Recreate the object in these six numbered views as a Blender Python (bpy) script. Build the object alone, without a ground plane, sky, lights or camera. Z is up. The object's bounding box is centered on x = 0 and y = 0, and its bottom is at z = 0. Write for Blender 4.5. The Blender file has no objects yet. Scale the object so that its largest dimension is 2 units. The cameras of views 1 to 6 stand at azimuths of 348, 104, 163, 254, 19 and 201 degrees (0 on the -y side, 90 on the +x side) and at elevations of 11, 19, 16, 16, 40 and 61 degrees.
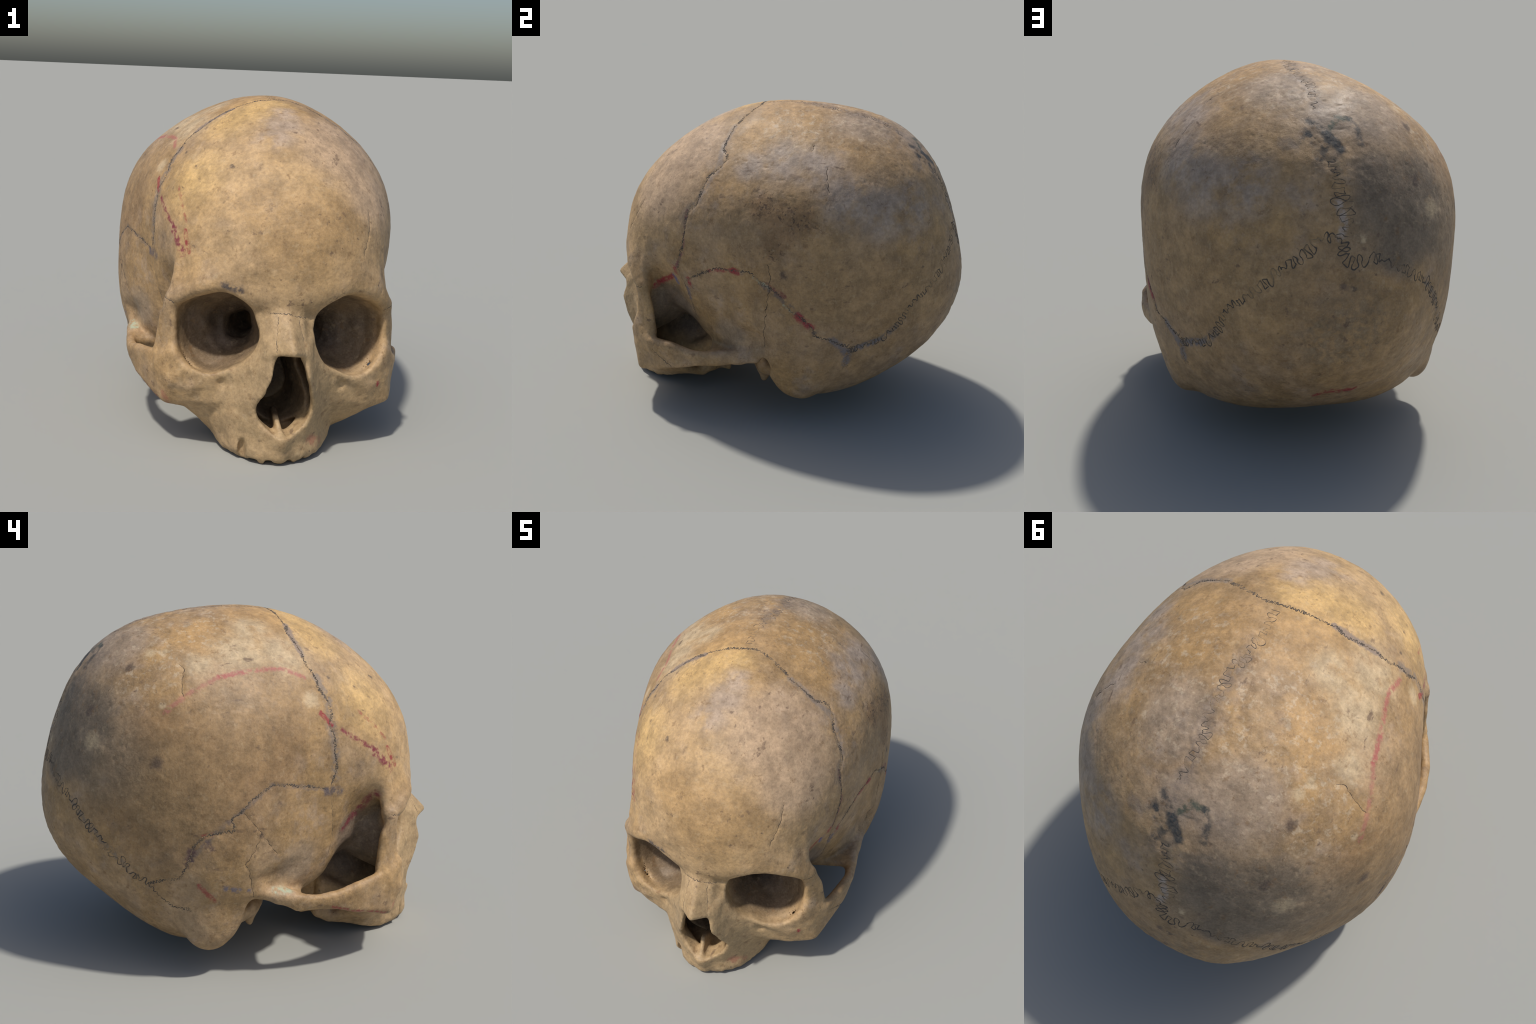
"""Weathered human cranium without lower jaw and teeth, built as a blended solid.

The braincase is a control net of radii (a B-spline over azimuth/elevation), the face is
made of bone struts and plates between anatomical landmarks, the orbits and the nasal
opening are hollowed out, and the result is meshed, roughened and split into its bones.
"""
import bpy, math
import numpy as np
from mathutils import Vector
from mathutils.kdtree import KDTree
from mathutils.bvhtree import BVHTree

H = 0.0075                                  # sampling step of the solid
LO = np.array([-0.80, -1.06, -0.05])
HI = np.array([0.80, 1.06, 1.70])
rng = np.random.default_rng(7)

# ------------------------------------------------------------------ grid helpers
DIM = np.ceil((HI - LO) / H).astype(int) + 1
AX = [LO[i] + H * np.arange(DIM[i]) for i in range(3)]
F = None


def window(lo, hi):
    i0 = np.clip(np.floor((np.asarray(lo) - LO) / H).astype(int), 0, DIM - 1)
    i1 = np.clip(np.ceil((np.asarray(hi) - LO) / H).astype(int) + 1, 1, DIM)
    s = tuple(slice(a, b) for a, b in zip(i0, i1))
    x, y, z = (AX[k][s[k]] for k in range(3))
    return s, x[:, None, None], y[None, :, None], z[None, None, :]


def smin(a, b, k):
    h = np.maximum(k - np.abs(a - b), 0.0) / k
    return np.minimum(a, b) - h * h * k * 0.25


def add(lo, hi, fn, k):
    s, x, y, z = window(np.asarray(lo) - k - 0.03, np.asarray(hi) + k + 0.03)
    F[s] = smin(F[s], fn(x, y, z), k)


def cut(lo, hi, fn, k):
    s, x, y, z = window(np.asarray(lo) - k - 0.02, np.asarray(hi) + k + 0.02)
    F[s] = -smin(-F[s], fn(x, y, z), k)


# ------------------------------------------------------------------ primitives
def ellipsoid(c, r):
    c, r = np.asarray(c, float), np.asarray(r, float)

    def fn(x, y, z):
        q = np.sqrt(((x - c[0]) / r[0]) ** 2 + ((y - c[1]) / r[1]) ** 2 + ((z - c[2]) / r[2]) ** 2)
        g = np.sqrt(((x - c[0]) / r[0] ** 2) ** 2 + ((y - c[1]) / r[1] ** 2) ** 2 + ((z - c[2]) / r[2] ** 2) ** 2)
        return q * (q - 1.0) / np.maximum(g, 1e-6)
    return c - r, c + r, fn


def strut(a, b, ra, rb):
    a, b = np.asarray(a, float), np.asarray(b, float)
    d = b - a
    L2 = max(float(d @ d), 1e-9)

    def fn(x, y, z):
        t = np.clip(((x - a[0]) * d[0] + (y - a[1]) * d[1] + (z - a[2]) * d[2]) / L2, 0, 1)
        return np.sqrt((x - a[0] - t * d[0]) ** 2 + (y - a[1] - t * d[1]) ** 2
                       + (z - a[2] - t * d[2]) ** 2) - (ra + (rb - ra) * t)
    r = max(ra, rb)
    return np.minimum(a, b) - r, np.maximum(a, b) + r, fn


def plate(a, b, c, r):
    """Triangle of bone, r = half its thickness."""
    a, b, c = (np.asarray(p, float) for p in (a, b, c))
    n = np.cross(b - a, c - a)
    n /= np.linalg.norm(n)
    edges = []
    for p, q in ((a, b), (b, c), (c, a)):
        e = q - p
        edges.append((p, e, float(e @ e), np.cross(n, e)))

    def fn(x, y, z):
        inside = None
        dmin = None
        for p, e, l2, m in edges:
            px, py, pz = x - p[0], y - p[1], z - p[2]
            t = np.clip((px * e[0] + py * e[1] + pz * e[2]) / l2, 0, 1)
            d = (px - t * e[0]) ** 2 + (py - t * e[1]) ** 2 + (pz - t * e[2]) ** 2
            side = (px * m[0] + py * m[1] + pz * m[2]) >= 0
            inside = side if inside is None else inside & side
            dmin = d if dmin is None else np.minimum(dmin, d)
        h = (x - a[0]) * n[0] + (y - a[1]) * n[1] + (z - a[2]) * n[2]
        return np.where(inside, np.abs(h), np.sqrt(dmin)) - r
    P = np.stack([a, b, c])
    return P.min(0) - r, P.max(0) + r, fn


def add_group(parts, k):
    """Union of several plates or struts that meet without a swelling at their joints."""
    lo = np.min([q[0] for q in parts], 0) - k - 0.05
    hi = np.max([q[1] for q in parts], 0) + k + 0.05
    s, x, y, z = window(lo, hi)
    G = np.full(F[s].shape, 9.0, np.float32)
    i0 = [q.start for q in s]
    for a, b, fn in parts:
        u, px, py, pz = window(a - k - 0.05, b + k + 0.05)
        w = tuple(slice(q.start - o, q.stop - o) for q, o in zip(u, i0))
        G[w] = np.minimum(G[w], fn(px, py, pz))
    F[s] = smin(F[s], G, k)


def ribbon_parts(rows, r, off=(0, 0, 0)):
    """Plates between neighbouring rows of landmarks (rows of equal length)."""
    off = np.asarray(off, float)
    parts = []
    for A, B in zip(rows[:-1], rows[1:]):
        for i in range(len(A) - 1):
            q = [np.asarray(p, float) + off for p in (A[i], A[i + 1], B[i + 1], B[i])]
            for t in ((0, 1, 2), (0, 2, 3)):
                P = [q[j] for j in t]
                if np.linalg.norm(np.cross(P[1] - P[0], P[2] - P[0])) > 1e-6:
                    parts.append(plate(*P, r))
    return parts


def ribbon(rows, r, k, off=(0, 0, 0)):
    add_group(ribbon_parts(rows, r, off), k)


def chain(pts, radii, k):
    add_group([strut(pts[i], pts[i + 1], radii[i], radii[i + 1]) for i in range(len(pts) - 1)], k)


def soften(lo, hi, n):
    s, x, y, z = window(lo, hi)
    g = F[s].copy()
    for _ in range(n):
        for a in range(3):
            q = np.moveaxis(g, a, 0)
            q[1:-1] = 0.25 * (q[:-2] + q[2:]) + 0.5 * q[1:-1]
    F[s] = g


def rim_polar(pts, centre, u, v):
    """Closed outline seen from its centre: smooth radius as a function of the angle."""
    P = np.asarray(pts, float) - centre
    a = np.arctan2(P @ v, P @ u)
    r = np.hypot(P @ v, P @ u)
    o = np.argsort(a)
    a, r = a[o], r[o]
    aa = np.concatenate([a - 2 * np.pi, a, a + 2 * np.pi])
    rr = np.tile(r, 3)
    s = np.linspace(-np.pi, np.pi, 181)[:-1]
    q = np.interp(s, aa, rr)
    w = np.exp(-0.5 * (np.arange(-12, 13) / 4.0) ** 2)
    w /= w.sum()
    q = np.convolve(np.concatenate([q[-12:], q, q[:12]]), w, 'valid')
    return np.append(s, np.pi), np.append(q, q[0])


def socket(pts, apex, grow, profile):
    """Funnel from a closed rim to an apex. profile: (depth, scale) pairs."""
    pts = np.asarray(pts, float)
    c = pts.mean(0)
    ax = np.asarray(apex, float) - c
    depth = np.linalg.norm(ax)
    ax /= depth
    u = np.cross(ax, [0, 0, 1.0])
    u /= np.linalg.norm(u)
    v = np.cross(u, ax)
    sa, sr = rim_polar(pts, c, u, v)
    pt, ps = zip(*profile)

    def fn(x, y, z):
        dx, dy, dz = x - c[0], y - c[1], z - c[2]
        t = dx * ax[0] + dy * ax[1] + dz * ax[2]
        a = dx * u[0] + dy * u[1] + dz * u[2]
        b = dx * v[0] + dy * v[1] + dz * v[2]
        R = np.interp(np.arctan2(b, a), sa, sr) * np.interp(t, pt, ps)
        side = (np.hypot(a, b) - R) * 0.9
        return np.maximum(np.maximum(side, pt[0] - t), t - pt[-1]) - grow
    return fn, c, ax


# ------------------------------------------------------------------ braincase
CENTRE = np.array([0.02, 0.08, 0.82])
# radii of the braincase, along a spiral of evenly spread directions from the crown to the base
VAULT = np.array([
    0.864, 0.801, 0.809, 0.839, 0.841, 0.837, 0.742, 0.787, 0.899, 0.778, 0.733, 0.780, 0.876, 0.816, 0.714, 0.783,
    0.809, 0.906, 0.761, 0.756, 0.837, 0.862, 0.775, 0.751, 0.754, 0.960, 0.790, 0.747, 0.866, 0.875, 0.858, 0.747,
    0.808, 0.930, 0.813, 0.829, 0.859, 0.781, 0.963, 0.829, 0.747, 0.906, 0.936, 0.883, 0.756, 0.800, 0.954, 0.831,
    0.802, 0.889, 0.896, 0.889, 0.770, 0.730, 0.911, 0.936, 0.909, 0.796, 0.873, 0.856, 0.825, 0.690, 0.826, 0.968,
    0.870, 0.686, 0.725, 0.858, 0.916, 0.780, 0.766, 0.955, 0.839, 0.710, 0.621, 0.848, 1.040, 0.791, 0.693, 0.869,
    0.813, 0.758, 0.693, 0.733, 0.944, 0.838, 0.642, 0.587, 0.944, 0.995, 0.728, 0.721, 0.956, 0.908, 0.658, 0.660,
    0.820, 0.990, 0.756, 0.657, 0.660, 0.939, 0.818, 0.756, 0.730, 0.913, 0.953, 0.655, 0.613, 0.929, 1.040, 0.742,
    0.688, 0.777, 0.987, 0.700, 0.745, 0.730, 0.921, 0.799, 0.612, 0.597, 0.984, 0.863, 0.790, 0.740, 0.813, 0.964,
    0.624, 0.681, 0.814, 0.882, 0.769, 0.683, 0.683, 0.976, 0.655, 0.776, 0.735, 0.796, 0.800, 0.619, 0.689, 0.903,
    0.715, 0.880, 0.809, 0.712, 0.885, 0.642, 0.733, 0.792, 0.729, 0.865, 0.755, 0.726, 0.906, 0.650, 0.877, 0.855,
    0.697, 0.830, 0.722, 0.764, 0.899, 0.669, 0.989, 0.903, 0.719, 0.802, 0.716, 0.822, 0.891, 0.677, 0.940, 0.853,
    0.770, 0.838, 0.701, 0.955, 0.912, 0.697, 0.779, 0.799, 0.843, 0.859, 0.688, 0.923, 0.867, 0.758, 0.705, 0.735,
    0.851, 0.786, 0.718, 0.740, 0.763, 0.757, 0.696, 0.726,
])
SOFTNESS = 14.0


def vault_table(na=1080, ne=540):
    n = len(VAULT)
    i = np.arange(n) + 0.5
    ph, th = np.arccos(1 - 2 * i / n), np.pi * (1 + 5 ** 0.5) * i
    D = np.stack([np.cos(th) * np.sin(ph), np.sin(th) * np.sin(ph), np.cos(ph)], -1)
    az = np.linspace(-np.pi, np.pi, na)
    el = np.linspace(-np.pi / 2, np.pi / 2, ne)
    E, A = np.meshgrid(el, az, indexing='ij')
    P = np.stack([np.cos(E) * np.cos(A), np.cos(E) * np.sin(A), np.sin(E)], -1).reshape(-1, 3)
    out = np.empty(len(P))
    for s in range(0, len(P), 60000):
        W = np.exp(SOFTNESS * (P[s:s + 60000] @ D.T - 1))
        out[s:s + 60000] = (W @ VAULT) / W.sum(1)
    return out.reshape(ne, na)


TABLE = vault_table()


def vault_radius(dx, dy, dz):
    ne, na = TABLE.shape
    r = np.sqrt(dx * dx + dy * dy + dz * dz) + 1e-9
    a = (np.arctan2(dy, dx) + np.pi) / (2 * np.pi) * (na - 1)
    e = (np.arcsin(np.clip(dz / r, -1, 1)) / np.pi + 0.5) * (ne - 1)
    ai = np.clip(a.astype(int), 0, na - 2)
    ei = np.clip(e.astype(int), 0, ne - 2)
    a, e = a - ai, e - ei
    R = ((TABLE[ei, ai] * (1 - a) + TABLE[ei, ai + 1] * a) * (1 - e)
         + (TABLE[ei + 1, ai] * (1 - a) + TABLE[ei + 1, ai + 1] * a) * e)
    return r, R


def braincase(x, y, z):
    r, R = vault_radius(x - CENTRE[0] + 0 * y + 0 * z, y - CENTRE[1] + 0 * x + 0 * z, z - CENTRE[2] + 0 * x + 0 * y)
    # fuller low occiput, more so on the right
    for c, s, h in (((-0.18, 0.96, 0.66), 0.12, 0.016), ((-0.10, 0.90, 0.42), 0.10, 0.005)):
        R = R + h * np.exp(-((x - c[0]) ** 2 + (y - c[1]) ** 2 + (z - c[2]) ** 2) / (2 * s * s))
    return (r - R) * 0.97


def build_field():
    global F
    s, x, y, z = window(LO, HI)
    F = braincase(x, y, z).astype(np.float32)
    # skull base: everything below this surface is open
    ys = y + 0.06 * x
    zb = np.interp(ys, [-0.9, -0.42, -0.30, -0.22, 0.0, 0.06, 0.13, 0.20, 0.7, 1.0],
                   [0.86, 0.47, 0.38, 0.355, 0.37, 0.38, 0.24, 0.12, 0.05, 0.0])
    zb = zb - 0.10 * np.clip(1 - np.abs(x) / 0.40, 0, 1)
    F = -smin(-F, -((zb - z) * 0.78), 0.05).astype(np.float32)
    # temporal hollows behind the outer orbit rims
    cut(*ellipsoid((-0.62, -0.50, 0.60), (0.20, 0.20, 0.29)), 0.06)
    cut(*ellipsoid((0.625, -0.555, 0.58), (0.18, 0.185, 0.27)), 0.06)

    # grooves above the roots of the cheek arches, pits below the temples
    cut(*ellipsoid((-0.71, -0.06, 0.49), (0.095, 0.17, 0.095)), 0.04)
    cut(*ellipsoid((0.70, -0.08, 0.49), (0.095, 0.17, 0.095)), 0.04)
    cut(*ellipsoid((-0.44, -0.43, 0.42), (0.12, 0.12, 0.13)), 0.04)
    cut(*ellipsoid((0.45, -0.48, 0.41), (0.11, 0.11, 0.12)), 0.04)

    # --- mastoid processes, ear region
    add(*ellipsoid((-0.560, 0.300, 0.285), (0.078, 0.128, 0.155)), 0.06)
    add(*ellipsoid((0.548, 0.225, 0.300), (0.074, 0.125, 0.142)), 0.06)
    ribbon([[(-0.575, 0.20, 0.34), (-0.555, 0.215, 0.22)], [(-0.52, 0.10, 0.31), (-0.49, 0.13, 0.23)]], 0.014, 0.04)
    ribbon([[(0.565, 0.13, 0.36), (0.535, 0.145, 0.24)], [(0.51, 0.03, 0.33), (0.48, 0.06, 0.25)]], 0.014, 0.04)
    for sx, dy in ((-1, 0.0), (1, -0.07)):
        chain([(sx * 0.42, 0.09 + dy, 0.32), (sx * 0.40, 0.065 + dy, 0.17)], [0.035, 0.018], 0.03)
        # petrous part and tympanic plate
        chain([(sx * 0.47, 0.09 + dy, 0.29), (sx * 0.30, 0.06 + dy, 0.26)], [0.05, 0.09], 0.05)

    # --- core of the face: ethmoid, sphenoid, maxillary bodies
    add(*ellipsoid((-0.01, -0.55, 0.29), (0.25, 0.26, 0.19)), 0.05)
    add(*ellipsoid((0.0, -0.52, 0.55), (0.11, 0.30, 0.20)), 0.05)
    add(*ellipsoid((0.0, -0.28, 0.36), (0.24, 0.26, 0.14)), 0.06)
    add(*ellipsoid((-0.01, -0.60, 0.095), (0.20, 0.25, 0.045)), 0.03)
    chain([(-0.080, -0.72, 0.72), (-0.085, -0.76, 0.66), (-0.085, -0.77, 0.56)], [0.06, 0.055, 0.04], 0.03)
    chain([(0.045, -0.72, 0.67), (0.045, -0.78, 0.55)], [0.05, 0.035], 0.03)
    for sx in (-1, 1):
        ribbon([[(sx * 0.17, -0.36, 0.36), (sx * 0.19, -0.36, 0.12)],
                [(sx * 0.22, -0.24, 0.34), (sx * 0.23, -0.25, 0.12)]], 0.012, 0.03)

    # --- orbit walls
    for pts, apex in ORBITS:
        fn, c, ax = socket(pts, apex, 0.0, [(0.03, 1.10), (0.11, 1.08), (0.22, 0.80), (0.34, 0.50), (0.60, 0.34)])
        add(c - 0.45, c + 0.55, fn, 0.04)

    # --- brow ridges
    chain([(-0.505, -0.585, 0.70), (-0.478, -0.640, 0.735), (-0.40, -0.690, 0.795), (-0.29, -0.715, 0.825),
           (-0.18, -0.745, 0.785), (-0.09, -0.775, 0.755)], [0.024, 0.030, 0.040, 0.048, 0.055, 0.06], 0.05)
    chain([(0.480, -0.655, 0.69), (0.465, -0.680, 0.715), (0.38, -0.735, 0.785), (0.245, -0.775, 0.825),
           (0.14, -0.78, 0.785), (0.05, -0.785, 0.755)], [0.032, 0.034, 0.040, 0.048, 0.055, 0.06], 0.06)

    # forehead plate above the orbits, out to the temporal ridges
    ribbon([[(-0.515, -0.595, 0.725), (-0.42, -0.715, 0.775), (-0.296, -0.772, 0.810), (-0.18, -0.795, 0.775), (-0.020, -0.850, 0.765)],
            [(-0.470, -0.585, 0.840), (-0.41, -0.685, 0.87), (-0.29, -0.770, 0.890), (-0.177, -0.820, 0.900), (-0.040, -0.845, 0.880)],
            [(-0.440, -0.500, 1.00), (-0.40, -0.580, 1.02), (-0.29, -0.690, 1.040), (-0.177, -0.740, 1.050), (-0.040, -0.760, 1.050)]],
           0.022, 0.05, (0, 0.034, 0))
    ribbon([[(0.495, -0.685, 0.70), (0.40, -0.770, 0.770), (0.245, -0.835, 0.805), (0.14, -0.840, 0.775), (-0.020, -0.850, 0.765)],
            [(0.462, -0.675, 0.82), (0.425, -0.755, 0.825), (0.327, -0.798, 0.890), (0.163, -0.840, 0.920), (-0.040, -0.845, 0.880)],
            [(0.445, -0.560, 1.01), (0.41, -0.630, 1.03), (0.310, -0.715, 1.060), (0.163, -0.755, 1.060), (-0.040, -0.760, 1.050)]],
           0.022, 0.05, (0, 0.034, 0))

    # temporal ridges running up and back from the outer brows
    chain([(-0.488, -0.575, 0.80), (-0.462, -0.545, 0.945), (-0.475, -0.420, 1.045), (-0.50, -0.32, 1.11)], [0.022] * 4, 0.03)
    chain([(0.468, -0.640, 0.80), (0.452, -0.610, 0.95), (0.49, -0.480, 1.045), (0.53, -0.38, 1.10)], [0.020] * 4, 0.03)

    # --- nose
    IN = (0, 0.018, 0)
    ribbon([[(-0.105, -0.80, 0.70), (-0.085, -0.832, 0.72), (-0.024, -0.845, 0.735), (0.040, -0.835, 0.71), (0.075, -0.805, 0.69)],
            [(-0.105, -0.855, 0.62), (-0.080, -0.900, 0.62), (-0.024, -0.930, 0.64), (0.038, -0.900, 0.61), (0.065, -0.855, 0.61)],
            [(-0.105, -0.90, 0.53), (-0.085, -0.945, 0.545), (-0.024, -1.012, 0.56), (0.040, -0.945, 0.535), (0.058, -0.915, 0.52)]],
           0.016, 0.03, IN)
    # frontal process and body of the maxilla, row by row from the nose outwards
    R = [[(-0.105, -0.895, 0.56), (-0.098, -0.945, 0.43), (-0.125, -0.910, 0.35), (-0.160, -0.860, 0.27), (-0.145, -0.860, 0.19), (-0.038, -0.915, 0.135)],
         [(-0.120, -0.815, 0.60), (-0.145, -0.860, 0.47), (-0.185, -0.815, 0.36), (-0.205, -0.810, 0.27), (-0.195, -0.800, 0.17), (-0.10, -0.872, 0.08)],
         [(-0.130, -0.765, 0.59), (-0.193, -0.775, 0.485), (-0.260, -0.740, 0.36), (-0.27, -0.745, 0.27), (-0.26, -0.745, 0.16), (-0.215, -0.790, 0.06)],
         [(-0.193, -0.775, 0.485), (-0.280, -0.742, 0.412), (-0.340, -0.720, 0.335), (-0.35, -0.705, 0.25), (-0.325, -0.660, 0.16), (-0.265, -0.680, 0.04)],
         [(-0.280, -0.742, 0.412), (-0.367, -0.718, 0.376), (-0.43, -0.700, 0.32), (-0.43, -0.670, 0.25), (-0.375, -0.595, 0.15), (-0.29, -0.580, 0.06)],
         [(-0.367, -0.718, 0.376), (-0.451, -0.695, 0.405), (-0.51, -0.665, 0.34), (-0.508, -0.605, 0.225), (-0.43, -0.565, 0.19), (-0.29, -0.48, 0.10)],
         [(-0.451, -0.695, 0.405), (-0.515, -0.640, 0.48), (-0.570, -0.585, 0.40), (-0.560, -0.545, 0.26), (-0.50, -0.50, 0.25), (-0.28, -0.40, 0.10)]]
    L = [[(0.058, -0.905, 0.55), (0.053, -0.955, 0.43), (0.085, -0.920, 0.35), (0.108, -0.860, 0.25), (0.075, -0.870, 0.18), (-0.038, -0.915, 0.135)],
         [(0.085, -0.840, 0.58), (0.105, -0.870, 0.47), (0.140, -0.840, 0.36), (0.155, -0.812, 0.25), (0.125, -0.815, 0.16), (0.04, -0.870, 0.08)],
         [(0.105, -0.790, 0.575), (0.150, -0.800, 0.480), (0.200, -0.800, 0.37), (0.21, -0.770, 0.25), (0.170, -0.750, 0.15), (0.140, -0.780, 0.05)],
         [(0.150, -0.800, 0.480), (0.249, -0.797, 0.412), (0.300, -0.765, 0.34), (0.31, -0.755, 0.25), (0.245, -0.680, 0.14), (0.205, -0.700, 0.04)],
         [(0.249, -0.797, 0.412), (0.361, -0.765, 0.362), (0.40, -0.752, 0.31), (0.40, -0.730, 0.23), (0.34, -0.660, 0.14), (0.245, -0.600, 0.07)],
         [(0.361, -0.765, 0.362), (0.460, -0.735, 0.428), (0.49, -0.710, 0.34), (0.495, -0.690, 0.225), (0.42, -0.640, 0.17), (0.27, -0.50, 0.10)],
         [(0.460, -0.735, 0.428), (0.500, -0.690, 0.500), (0.545, -0.650, 0.40), (0.540, -0.610, 0.26), (0.48, -0.560, 0.23), (0.27, -0.41, 0.10)]]
    for rows in (R, L):
        ribbon(rows, 0.020, 0.035, (0, 0.012, 0))
    # frontal processes of the cheekbones
    ribbon([[(-0.500, -0.620, 0.47), (-0.505, -0.605, 0.60), (-0.508, -0.590, 0.71)],
            [(-0.565, -0.520, 0.47), (-0.548, -0.540, 0.62), (-0.520, -0.588, 0.715)]], 0.021, 0.03)
    ribbon([[(0.485, -0.672, 0.46), (0.488, -0.668, 0.58), (0.488, -0.660, 0.68)],
            [(0.545, -0.590, 0.44), (0.535, -0.610, 0.58), (0.510, -0.645, 0.69)]], 0.024, 0.03)
    # zygomatic arches: upper and lower edge
    ribbon([[(-0.505, -0.635, 0.46), (-0.590, -0.505, 0.425), (-0.645, -0.375, 0.412), (-0.665, -0.275, 0.388), (-0.668, -0.185, 0.380), (-0.662, -0.10, 0.388), (-0.650, 0.02, 0.405)],
            [(-0.535, -0.590, 0.240), (-0.590, -0.50, 0.275), (-0.636, -0.380, 0.310), (-0.658, -0.280, 0.345), (-0.664, -0.184, 0.355), (-0.658, -0.09, 0.350), (-0.650, -0.02, 0.395)]],
           0.025, 0.03)
    ribbon([[(0.485, -0.680, 0.46), (0.566, -0.600, 0.400), (0.614, -0.470, 0.405), (0.638, -0.330, 0.378), (0.628, -0.220, 0.374), (0.614, -0.12, 0.388), (0.610, 0.02, 0.410)],
            [(0.522, -0.660, 0.235), (0.568, -0.55, 0.270), (0.612, -0.430, 0.305), (0.630, -0.310, 0.340), (0.622, -0.200, 0.348), (0.614, -0.14, 0.362), (0.610, -0.02, 0.400)]],
           0.025, 0.03)
    # root of the arch spreading onto the temporal bone, roof of the jaw joint
    for sx in (-1, 1):
        rx = 0.635 if sx < 0 else 0.612
        fy = -0.10 if sx < 0 else -0.235
        chain([(sx * rx, -0.06, 0.40), (sx * rx, 0.06, 0.415), (sx * (rx + 0.005), 0.18, 0.45)], [0.022, 0.024, 0.012], 0.03)
        ribbon([[(sx * rx, 0.0, 0.385), (sx * rx, fy, 0.378)], [(sx * 0.42, 0.0, 0.375), (sx * 0.42, fy - 0.03, 0.375)]], 0.020, 0.03)
        chain([(sx * (rx - 0.005), -0.09, 0.37), (sx * 0.52, -0.09, 0.36)], [0.028, 0.03], 0.03)

    # --- alveolar process
    chain([(-0.27, -0.34, 0.135), (-0.265, -0.44, 0.110), (-0.245, -0.56, 0.070), (-0.225, -0.68, 0.040), (-0.175, -0.785, 0.045),
           (-0.11, -0.845, 0.037), (-0.03, -0.865, 0.036), (0.05, -0.845, 0.036), (0.115, -0.795, 0.040), (0.165, -0.735, 0.050),
           (0.215, -0.630, 0.085), (0.235, -0.53, 0.120), (0.24, -0.42, 0.120), (0.24, -0.35, 0.140)],
          [0.040] * 6 + [0.036] * 2 + [0.036] * 6, 0.04)
    ribbon([[(-0.05, -0.87, 0.05), (-0.17, -0.80, 0.05), (-0.235, -0.66, 0.06), (-0.255, -0.45, 0.12), (-0.25, -0.35, 0.15)],
            [(-0.04, -0.88, 0.13), (-0.20, -0.79, 0.20), (-0.27, -0.64, 0.20), (-0.27, -0.45, 0.24), (-0.24, -0.36, 0.28)]], 0.03, 0.04)
    ribbon([[(-0.02, -0.86, 0.05), (0.12, -0.79, 0.05), (0.205, -0.64, 0.09), (0.235, -0.45, 0.13), (0.23, -0.36, 0.15)],
            [(-0.03, -0.87, 0.13), (0.115, -0.775, 0.20), (0.21, -0.65, 0.20), (0.245, -0.45, 0.24), (0.22, -0.36, 0.28)]], 0.03, 0.04)

    soften((-0.76, -1.04, -0.04), (0.76, 0.4, 0.9), 2)

    # ================= hollows
    for pts, apex in ORBITS:
        fn, c, ax = socket(pts, apex, 0.0, [(-0.16, 1.18), (-0.02, 1.0), (0.03, 1.03), (0.10, 0.98), (0.19, 0.72), (0.28, 0.40), (0.42, 0.27), (0.56, 0.16), (0.60, 0.0)])
        cut(c - 0.5, c + 0.6, fn, 0.022)
    # piriform opening, running back along y
    ca = np.array([-0.028, 0.31])
    piri = [(-0.085, 0.528), (-0.02, 0.532), (0.036, 0.515), (0.050, 0.43), (0.080, 0.34), (0.100, 0.25), (0.075, 0.195), (0.01, 0.150),
            (-0.038, 0.132), (-0.09, 0.165), (-0.140, 0.215), (-0.152, 0.275), (-0.120, 0.345), (-0.095, 0.43)]
    P3 = np.array([(p[0], 0, p[1]) for p in piri])
    sa, sr = rim_polar(P3, np.array([ca[0], 0, ca[1]]), np.array([1.0, 0, 0]), np.array([0, 0, 1.0]))

    def nose_hole(x, y, z):
        a, b = x - ca[0] + 0 * z, z - ca[1] + 0 * x
        R = np.interp(np.arctan2(b, a), sa, sr) * np.interp(y, [-1.0, -0.86, -0.80, -0.5], [0.98, 1.0, 0.96, 0.7])
        return np.maximum((np.hypot(a, b) - R) * 0.85, y + 0.50)
    cut((-0.25, -1.05, 0.05), (0.2, -0.4, 0.6), nose_hole, 0.012)
    # ear openings
    cut(*ellipsoid((-0.64, 0.120, 0.335), (0.13, 0.030, 0.058)), 0.02)
    cut(*ellipsoid((0.63, 0.055, 0.350), (0.13, 0.030, 0.058)), 0.02)
    # ridge that splits the nasal floor
    add_group(ribbon_parts([[(-0.040, -0.905, 0.10), (-0.035, -0.82, 0.10), (-0.030, -0.62, 0.10)], [(-0.042, -0.890, 0.150), (-0.052, -0.82, 0.205), (-0.030, -0.66, 0.19)]], 0.013), 0.03)
    # infraorbital foramina, palate
    cut(*ellipsoid((-0.298, -0.755, 0.345), (0.020, 0.028, 0.024)), 0.02)
    cut(*ellipsoid((0.266, -0.797, 0.335), (0.020, 0.026, 0.026)), 0.02)
    cut(*ellipsoid((-0.01, -0.50, -0.02), (0.16, 0.28, 0.08)), 0.03)
    # broken tooth socket on the right
    cut(*ellipsoid((-0.205, -0.845, 0.045), (0.020, 0.06, 0.070)), 0.012)
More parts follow.
